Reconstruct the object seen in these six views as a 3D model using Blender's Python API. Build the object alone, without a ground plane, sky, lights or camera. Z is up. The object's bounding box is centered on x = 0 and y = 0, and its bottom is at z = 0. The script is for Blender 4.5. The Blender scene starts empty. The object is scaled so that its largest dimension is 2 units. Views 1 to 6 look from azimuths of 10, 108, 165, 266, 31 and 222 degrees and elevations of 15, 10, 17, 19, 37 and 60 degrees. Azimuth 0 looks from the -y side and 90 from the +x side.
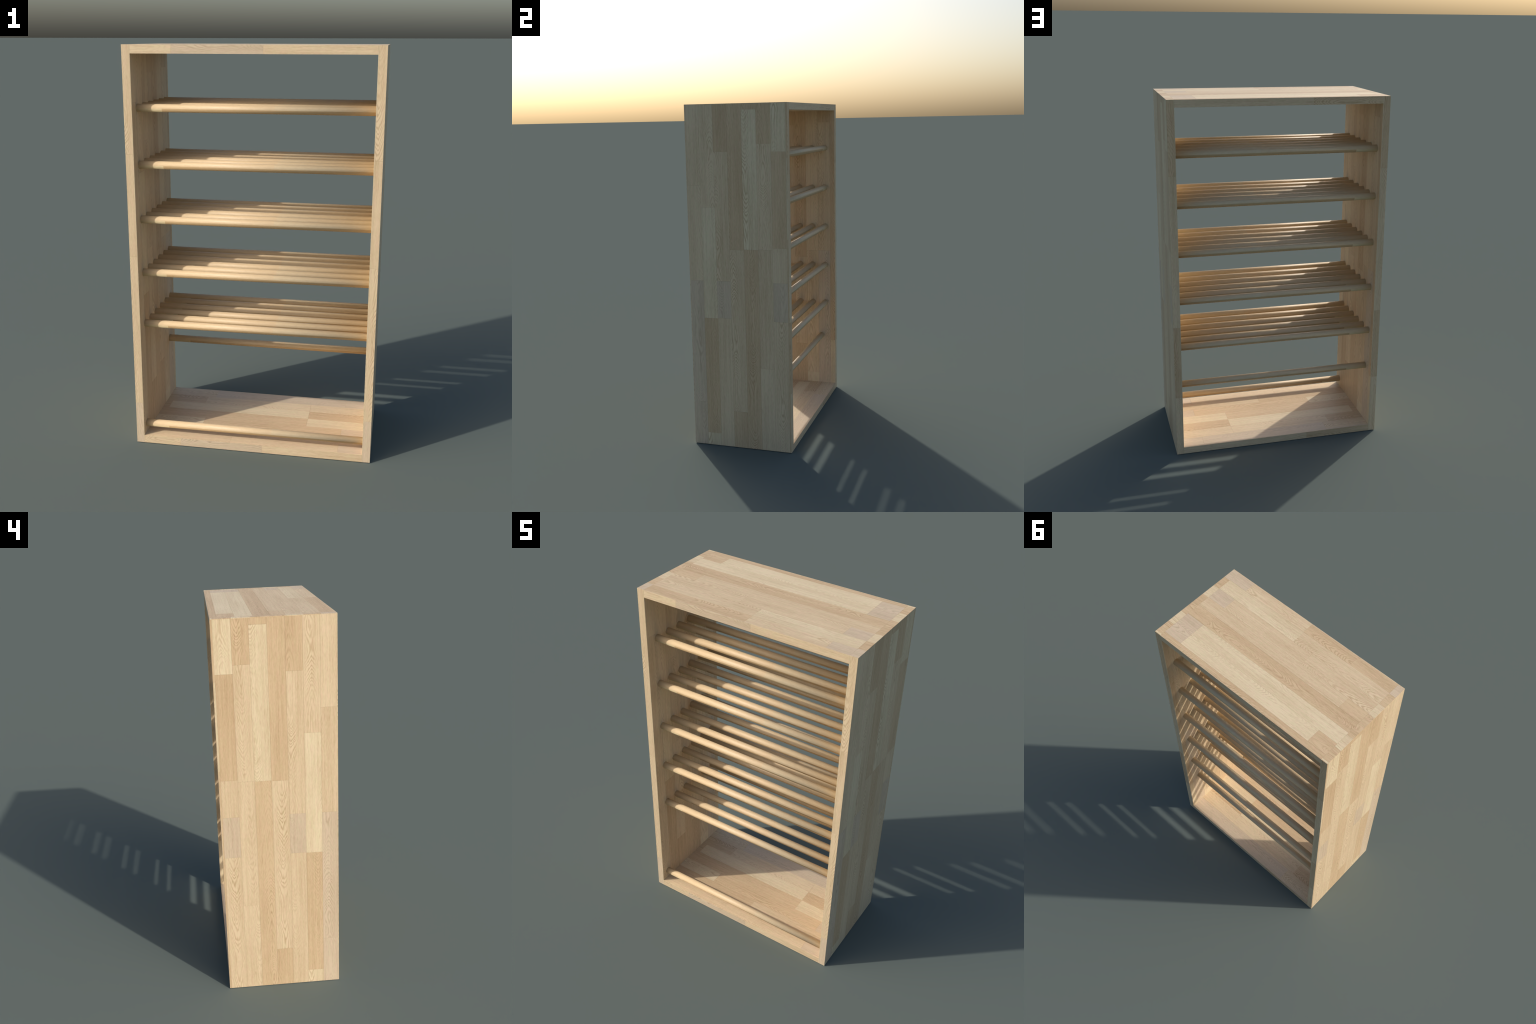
"""Open shoe rack of pale oak butcher-block: four laminated panels and rows of round dowels."""
import bpy, math
from mathutils import Matrix, Vector

# ------------------------------------------------------------------ sizes (m)
W, D, H = 1.20, 0.60, 2.00      # outer width (x), depth (y), height (z)
T = 0.04                        # panel thickness
V = 0.003                       # thickness of the face staves
SEAM = 0.0004                   # hairline gap between neighbouring staves
HX, HY, IX = W / 2, D / 2, W / 2 - T
DOWEL_R = 0.019

scene = bpy.context.scene
coll = scene.collection


# ------------------------------------------------------------------ materials
class Nodes:
    """Small helper that writes node trees as expressions."""

    def __init__(self, mat):
        mat.use_nodes = True
        self.t = mat.node_tree
        self.t.nodes.clear()

    def new(self, kind, **props):
        n = self.t.nodes.new(kind)
        for k, v in props.items():
            setattr(n, k, v)
        return n

    def put(self, socket, value):
        if isinstance(value, bpy.types.NodeSocket):
            self.t.links.new(value, socket)
        else:
            socket.default_value = value

    def math(self, op, a, b=0.0, c=0.0, clamp=False):
        n = self.new('ShaderNodeMath', operation=op, use_clamp=clamp)
        for i, v in enumerate((a, b, c)):
            self.put(n.inputs[i], v)
        return n.outputs[0]

    def add(self, a, b): return self.math('ADD', a, b)
    def sub(self, a, b): return self.math('SUBTRACT', a, b)
    def mul(self, a, b): return self.math('MULTIPLY', a, b)

    def xyz(self, x, y, z):
        n = self.new('ShaderNodeCombineXYZ')
        for i, v in enumerate((x, y, z)):
            self.put(n.inputs[i], v)
        return n.outputs[0]

    def split(self, v):
        n = self.new('ShaderNodeSeparateXYZ')
        self.put(n.inputs[0], v)
        return n.outputs

    def noise(self, vec, detail=2.0, rough=0.5):
        n = self.new('ShaderNodeTexNoise')
        n.inputs['Scale'].default_value = 1.0
        n.inputs['Detail'].default_value = detail
        n.inputs['Roughness'].default_value = rough
        self.put(n.inputs['Vector'], vec)
        return n.outputs['Fac']

    def centred(self, vec, detail=2.0, rough=0.5):
        return self.sub(self.noise(vec, detail, rough), 0.5)

    def smooth(self, v, lo, hi):
        n = self.new('ShaderNodeMapRange', interpolation_type='SMOOTHSTEP')
        self.put(n.inputs[0], v)
        n.inputs[1].default_value, n.inputs[2].default_value = lo, hi
        return n.outputs[0]

    def mix(self, fac, a, b, blend='MIX'):
        n = self.new('ShaderNodeMix', data_type='RGBA', blend_type=blend)
        self.put(n.inputs[0], fac)
        self.put(n.inputs[6], a)
        self.put(n.inputs[7], b)
        return n.outputs[2]

    def finish(self, colour, height, rough):
        b = self.new('ShaderNodeBsdfPrincipled')
        self.put(b.inputs['Base Color'], colour)
        self.put(b.inputs['Roughness'], rough)
        bump = self.new('ShaderNodeBump')
        bump.inputs['Strength'].default_value = 0.12
        bump.inputs['Distance'].default_value = 0.0006
        self.put(bump.inputs['Height'], height)
        self.t.links.new(bump.outputs[0], b.inputs['Normal'])
        o = self.new('ShaderNodeOutputMaterial')
        self.t.links.new(b.outputs[0], o.inputs[0])


def srgb(r, g, b):
    f = lambda c: (c / 255 / 12.92) if c <= 10.3 else ((c / 255 + 0.055) / 1.055) ** 2.4
    return (f(r), f(g), f(b), 1.0)


# tone of the timber: (body colour, darker grain colour)
TONES = {
    'pale':  (srgb(236, 216, 179), srgb(201, 174, 134)),
    'honey': (srgb(231, 207, 170), srgb(196, 166, 127)),
    'tan':   (srgb(221, 193, 154), srgb(185, 152, 113)),
    'pink':  (srgb(222, 200, 170), srgb(191, 166, 135)),
}


def fibres(n, x, y, z, seed):
    """Fine straight fibre streaks, flecks and pores, long in x: each centred on 0."""
    zs = n.add(n.mul(z, 95.0), seed)
    streak = n.centred(n.xyz(n.add(n.mul(x, 2.2), seed), n.mul(y, 95.0), zs), 3.0, 0.6)
    fleck = n.centred(n.xyz(n.mul(x, 48.0), n.mul(y, 190.0), n.add(n.mul(z, 190.0), seed)), 2.0, 0.65)
    pores = n.centred(n.xyz(n.mul(x, 30.0), n.mul(y, 420.0), n.add(n.mul(z, 420.0), seed)), 2.0, 0.6)
    return streak, n.add(n.mul(fleck, 0.9), n.mul(pores, 0.6))


def wood(tone, flame):
    body, grain = TONES[tone]
    m = bpy.data.materials.new('oak_%s_%s' % (tone, 'flame' if flame else 'straight'))
    n = Nodes(m)
    x, y, z = n.split(n.new('ShaderNodeTexCoord').outputs['Object'])
    info = n.new('ShaderNodeObjectInfo')
    rnd = info.outputs['Random']
    seed = n.mul(rnd, 91.7)
    rnd2 = n.math('FRACT', n.mul(rnd, 37.31))
    rnd3 = n.math('FRACT', n.mul(rnd, 173.9))
    streak, pores = fibres(n, x, y, 0.0, seed)
    drift = n.centred(n.xyz(n.add(n.mul(x, 2.0), seed), n.mul(y, 14.0), seed), 1.0)
    # dark open vessels: short hair-thin dashes along the grain
    vessels = n.smooth(n.noise(n.xyz(n.mul(x, 16.0), n.mul(y, 300.0), n.add(seed, 7.0)), 1.0), 0.58, 0.72)
    # plain-sawn figure: nested arches, phase = depth(x) + distance from the heart line
    heart = n.add(n.mul(n.sub(rnd2, 0.5), 0.07 if flame else 0.16),
                  n.mul(n.centred(n.xyz(n.mul(x, 3.5), seed, 0.0), 1.0), 0.024))
    slope = n.mul(n.math('SIGN', n.sub(rnd3, 0.5)), 0.24)
    depth = n.add(n.mul(x, slope),
                  n.mul(n.centred(n.xyz(n.mul(x, 2.8), n.add(seed, 11.0), 0.0), 1.0), 0.22))
    off = n.sub(y, heart)
    arch = n.math('SQRT', n.add(n.mul(off, off), 0.00006))
    wob = n.mul(n.centred(n.xyz(n.mul(x, 8.0), n.mul(y, 38.0), seed), 2.0, 0.6), 0.022)
    r = n.add(n.add(arch, depth), wob)
    phase = n.add(n.mul(r, 2 * math.pi / 0.0095),
                  n.mul(n.centred(n.xyz(n.mul(r, 38.0), seed, 0.0), 1.0), 14.0))
    ring = n.math('POWER', n.add(n.mul(n.math('SINE', phase), 0.5), 0.5), 1.9)
    near = n.sub(1.0, n.smooth(n.math('ABSOLUTE', off), 0.008, 0.036))
    patch = n.smooth(n.noise(n.xyz(n.mul(x, 3.4), n.mul(y, 14.0), n.add(seed, 5.0)), 1.0), 0.36, 0.66)
    amount = n.mul(n.add(n.mul(near, 0.85), 0.10), n.add(0.25, n.mul(patch, 0.75)))
    fac = n.add(n.add(0.25, n.mul(n.sub(ring, 0.40), n.mul(amount, 0.88 if flame else 0.42))),
                n.add(n.mul(streak, 1.0), n.add(n.mul(pores, 0.75), n.mul(vessels, 0.30))))
    height = n.add(n.mul(ring, -0.3), pores)
    fac = n.math('ADD', n.add(fac, n.mul(drift, 0.55)), n.mul(n.sub(rnd2, 0.5), 0.16), clamp=True)
    colour = n.mix(fac, body, grain)
    # faint rosy / straw drift along the fibres
    rosy = n.noise(n.xyz(n.add(n.mul(x, 22.0), seed), n.mul(y, 95.0), n.add(seed, 3.0)), 2.0, 0.6)
    colour = n.mix(rosy, n.mix(1.0, colour, (0.945, 1.025, 0.95, 1.0), 'MULTIPLY'),
                   n.mix(1.0, colour, (1.055, 0.975, 1.05, 1.0), 'MULTIPLY'))
    n.finish(colour, height, n.add(0.50, n.mul(streak, 0.12)))
    return m


def dowel_wood():
    """Turned from laminated stock: an under lamella with its own joint, and a joint on the crown."""
    m = bpy.data.materials.new('oak_dowel')
    n = Nodes(m)
    x, y, z = n.split(n.new('ShaderNodeTexCoord').outputs['Object'])
    seed = 3.7
    streak, pores = fibres(n, x, y, z, seed)
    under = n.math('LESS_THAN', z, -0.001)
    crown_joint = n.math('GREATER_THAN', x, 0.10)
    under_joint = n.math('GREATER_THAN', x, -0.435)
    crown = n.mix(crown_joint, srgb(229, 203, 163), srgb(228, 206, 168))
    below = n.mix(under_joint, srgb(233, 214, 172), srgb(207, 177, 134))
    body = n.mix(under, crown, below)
    dark = n.mix(1.0, body, (0.74, 0.66, 0.58, 1.0), 'MULTIPLY')
    fac = n.math('ADD', 0.2, n.add(n.mul(streak, 0.9), n.mul(pores, 0.7)), clamp=True)
    n.finish(n.mix(fac, body, dark), pores, 0.5)
    return m


MAT = {(t, f): wood(t, f) for t in TONES for f in (False, True)}
CODE = {'P': 'pale', 'H': 'honey', 'T': 'tan', 'K': 'pink'}   # lower case = flame figure


def material(code):
    return MAT[(CODE[code.upper()], code.islower())]


# ------------------------------------------------------------------ builders
def box_mesh(name, sx, sy, sz):
    a, b, c = sx / 2, sy / 2, sz / 2
    v = [(i * a, j * b, k * c) for k in (-1, 1) for j in (-1, 1) for i in (-1, 1)]
    f = [(0, 2, 3, 1), (4, 5, 7, 6), (0, 1, 5, 4), (2, 6, 7, 3), (0, 4, 6, 2), (1, 3, 7, 5)]
    me = bpy.data.meshes.new(name)
    me.from_pydata(v, [], f)
    me.update()
    return me


def add(name, me, mat, parent, matrix):
    ob = bpy.data.objects.new(name, me)
    coll.objects.link(ob)
    ob.parent = parent
    ob.matrix_world = matrix
    if mat and not me.materials:
        me.materials.append(mat)
    return ob


def box(name, lo, hi, mat, parent):
    size = [h - l for l, h in zip(lo, hi)]
    mid = [(h + l) / 2 for l, h in zip(lo, hi)]
    return add(name, box_mesh(name, *size), mat, parent, Matrix.Translation(mid))


AXES = {'x': Vector((1, 0, 0)), 'y': Vector((0, 1, 0)), 'z': Vector((0, 0, 1))}


def stave(name, grain, across, normal, g, a, face, code, parent):
    """One lamella: spans g along the grain axis, a across it, its face lies on `face`
    of the signed normal axis (e.g. '-x') and its body is V deep below that face."""
    sign = -1 if normal[0] == '-' else 1
    gx, nz = AXES[grain], AXES[normal[1]] * sign
    ay = nz.cross(gx)
    mid = (gx * (g[0] + g[1]) / 2 + AXES[across] * (a[0] + a[1]) / 2
           + AXES[normal[1]] * (face - sign * V / 2))
    rot = Matrix((gx, ay, nz)).transposed().to_4x4()
    me = box_mesh(name, abs(g[1] - g[0]) - SEAM, abs(a[1] - a[0]) - SEAM, V)
    return add(name, me, material(code), parent, Matrix.Translation(mid) @ rot)


def lay(name, grain, across, normal, face, rows, edges, span, parent):
    """Lay rows of lamellae. edges = row borders across the grain;
    each row is 'tone, joint, tone, joint, tone ...' in ascending order along the grain."""
    for (a0, a1), row in zip(zip(edges, edges[1:]), rows):
        cuts = [span[0]] + [c for c in row[1::2]] + [span[1]]
        for (g0, g1), code in zip(zip(cuts, cuts[1:]), row[0::2]):
            stave(name, grain, across, normal, (g0, g1), (a0, a1), face, code, parent)


# row borders: the faces were glued up on one of two grids
EDGE = HY - V
GRID_A = [-EDGE, -0.2165, -0.133, -0.050, 0.036, 0.1205, 0.205, 0.290, EDGE]
GRID_B = [-EDGE, -0.2265, -0.143, -0.060, 0.0130, 0.0955, 0.181, 0.265, EDGE]

# outside of the side panels, bottom to top, from the front (-y) to the back (+y)
OUTER = [
    ['K', 0.265, 'k', 0.998, 'H', 1.549, 'H'],
    ['p', 0.075, 'T', 0.778, 'P', 1.423, 'h'],
    ['H', 0.781, 'K', 1.000, 'h', 1.736, 'T'],
    ['T', 0.221, 'h', 1.184, 'T'],
    ['t', 1.187, 'p', 1.965, 'T'],
    ['H', 0.496, 'H', 1.189, 'h', 1.778, 't'],
    ['h', 0.778, 'K', 1.001, 'H', 1.199, 'T', 1.736, 'p'],
    ['T', 1.25, 'P', 1.70, 'T'],
]
# inside of the side panels
INNER = [
    ['H', 1.000, 'H', 1.738, 'H'],
    ['T', 0.778, 'P', 1.40, 'H'],
    ['T', 0.270, 'h', 0.998, 'H', 1.545, 'H'],
    ['T', 0.900, 'H', 1.866, 'T'],
    ['T', 0.319, 'H', 0.950, 't'],
    ['P', 0.110, 'h', 0.998, 'H'],
    ['k', 0.999, 'h', 1.882, 'T'],
    ['P', 0.356, 't', 1.611, 'T'],
]
# top panel, left to right, front to back
TOP = [
    ['T', -0.300, 't', 0.020, 'h', 0.441, 'K'],
    ['h', 0.016, 'P'],
    ['h', -0.111, 'H', 0.442, 'K'],
    ['T', -0.427, 'H'],
    ['t', 0.430, 'T'],
    ['P', 0.442, 'K'],
    ['T', -0.443, 'p', 0.442, 'k'],
    ['T', -0.170, 't'],
]
BOTTOM = [
    ['H', -0.110, 'H', 0.438, 'K'],
    ['T', 0.015, 'H'],
    ['p', -0.295, 't', 0.441, 'K'],
    ['T', 0.253, 'P'],
    ['T', -0.526, 'P', 0.253, 't'],
    ['t', -0.339, 'h', 0.252, 'H'],
    ['h', -0.297, 'K', 0.441, 'K'],
    ['K'],
]
# ends of the side panels seen on top: short cross pieces, front to back
END_GRID = [-EDGE, -0.223, -0.140, -0.056, 0.022, 0.108, 0.200, 0.289, EDGE]
ENDS = ['K', 't', 'P', 'T', 't', 'p', 't', 'P']

# ------------------------------------------------------------------ the thing
rack = bpy.data.objects.new('shoe_rack', None)
coll.objects.link(rack)
rack["label"] = "tall open shoe rack of pale oak with round dowel shelves"
rack["category"] = "shoe rack"

core = MAT[('honey', False)]

for s in (-1, 1):
    x_out, x_in = s * HX, s * IX
    lo, hi = sorted((x_out - s * V, x_in + s * V))
    side = box('side_panel', (lo, -EDGE, 0.0), (hi, EDGE, H - V), core, rack)
    out_n, in_n = ('-x', '+x') if s < 0 else ('+x', '-x')
    lay('stave', 'z', 'y', out_n, x_out, OUTER, GRID_A, (0.0, H - V), side)
    lay('stave', 'z', 'y', in_n, x_in, INNER, GRID_B, (0.0, H - V), side)
    xs = tuple(sorted((x_out, x_in)))
    for y, nrm, row in ((-HY, '-y', ['K', 0.222, 'h', 1.000, 'H', 1.50, 'h']),
                        (HY, '+y', ['H', 0.355, 't', 0.776, 'H', 1.610, 't'])):
        # a wide lip and the thin edge of the inner face
        seam = x_in + s * V
        lay('lip', 'z', 'x', nrm, y, [row], sorted((x_out, seam)), (0.0, H), side)
        lay('lip', 'z', 'x', nrm, y, [['P', 1.2, 'P']], sorted((seam, x_in)), (0.0, H), side)
    for (a0, a1), code in zip(zip(END_GRID, END_GRID[1:]), ENDS):
        stave('end_block', 'x', 'y', '+z', xs, (a0, a1), H, code, side)

for name, z0, z1 in (('top_panel', H - T, H), ('bottom_panel', 0.0, T)):
    under = V if name == 'top_panel' else 0.0
    panel = box(name, (-IX, -EDGE, z0 + under), (IX, EDGE, z1 - V), core, rack)
    span = (-IX, IX)
    if name == 'top_panel':
        lay('stave', 'x', 'y', '+z', z1, TOP, GRID_B, span, panel)
        lay('stave', 'x', 'y', '-z', z0, BOTTOM, GRID_A, span, panel)
    else:
        lay('stave', 'x', 'y', '+z', z1, BOTTOM, GRID_A, span, panel)
    lay('lip', 'x', 'z', '-y', -HY, [['h', -0.366, 'k', 0.056, 'H']], [z0, z1], span, panel)
    lay('lip', 'x', 'z', '+y', HY, [['t', -0.170, 'H']], [z0, z1], span, panel)


# ------------------------------------------------------------------ dowels
def dowel_mesh(sides=32, length=2 * (IX + 0.001)):
    """One-segment cylinder, smooth over its end caps."""
    v, f = [], []
    for x in (-length / 2, length / 2):
        for i in range(sides):
            t = 2 * math.pi * i / sides
            v.append((x, DOWEL_R * math.cos(t), DOWEL_R * math.sin(t)))
    for i in range(sides):
        j = (i + 1) % sides
        f.append((i, j, sides + j, sides + i))
    f.append(tuple(range(sides))[::-1])
    f.append(tuple(range(sides, 2 * sides)))
    me = bpy.data.meshes.new('dowel')
    me.from_pydata(v, [], f)
    me.update()
    me.polygons.foreach_set('use_smooth', [True] * len(f))
    me.materials.append(dowel_wood())
    return me


dm = dowel_mesh()
spots = [(-0.22 + 0.09 * i, 0.63 + 0.27 * k) for k in range(5) for i in range(6)]
spots += [(-0.25, 0.09), (0.20, 0.39)]          # the lowest tier has a front and a back rod only
proto = bpy.data.objects.new('dowel', dm)
for i, (y, z) in enumerate(spots):
    ob = proto if i == 0 else proto.copy()
    coll.objects.link(ob)
    ob.parent = rack
    ob.location = (0.0, y, z)
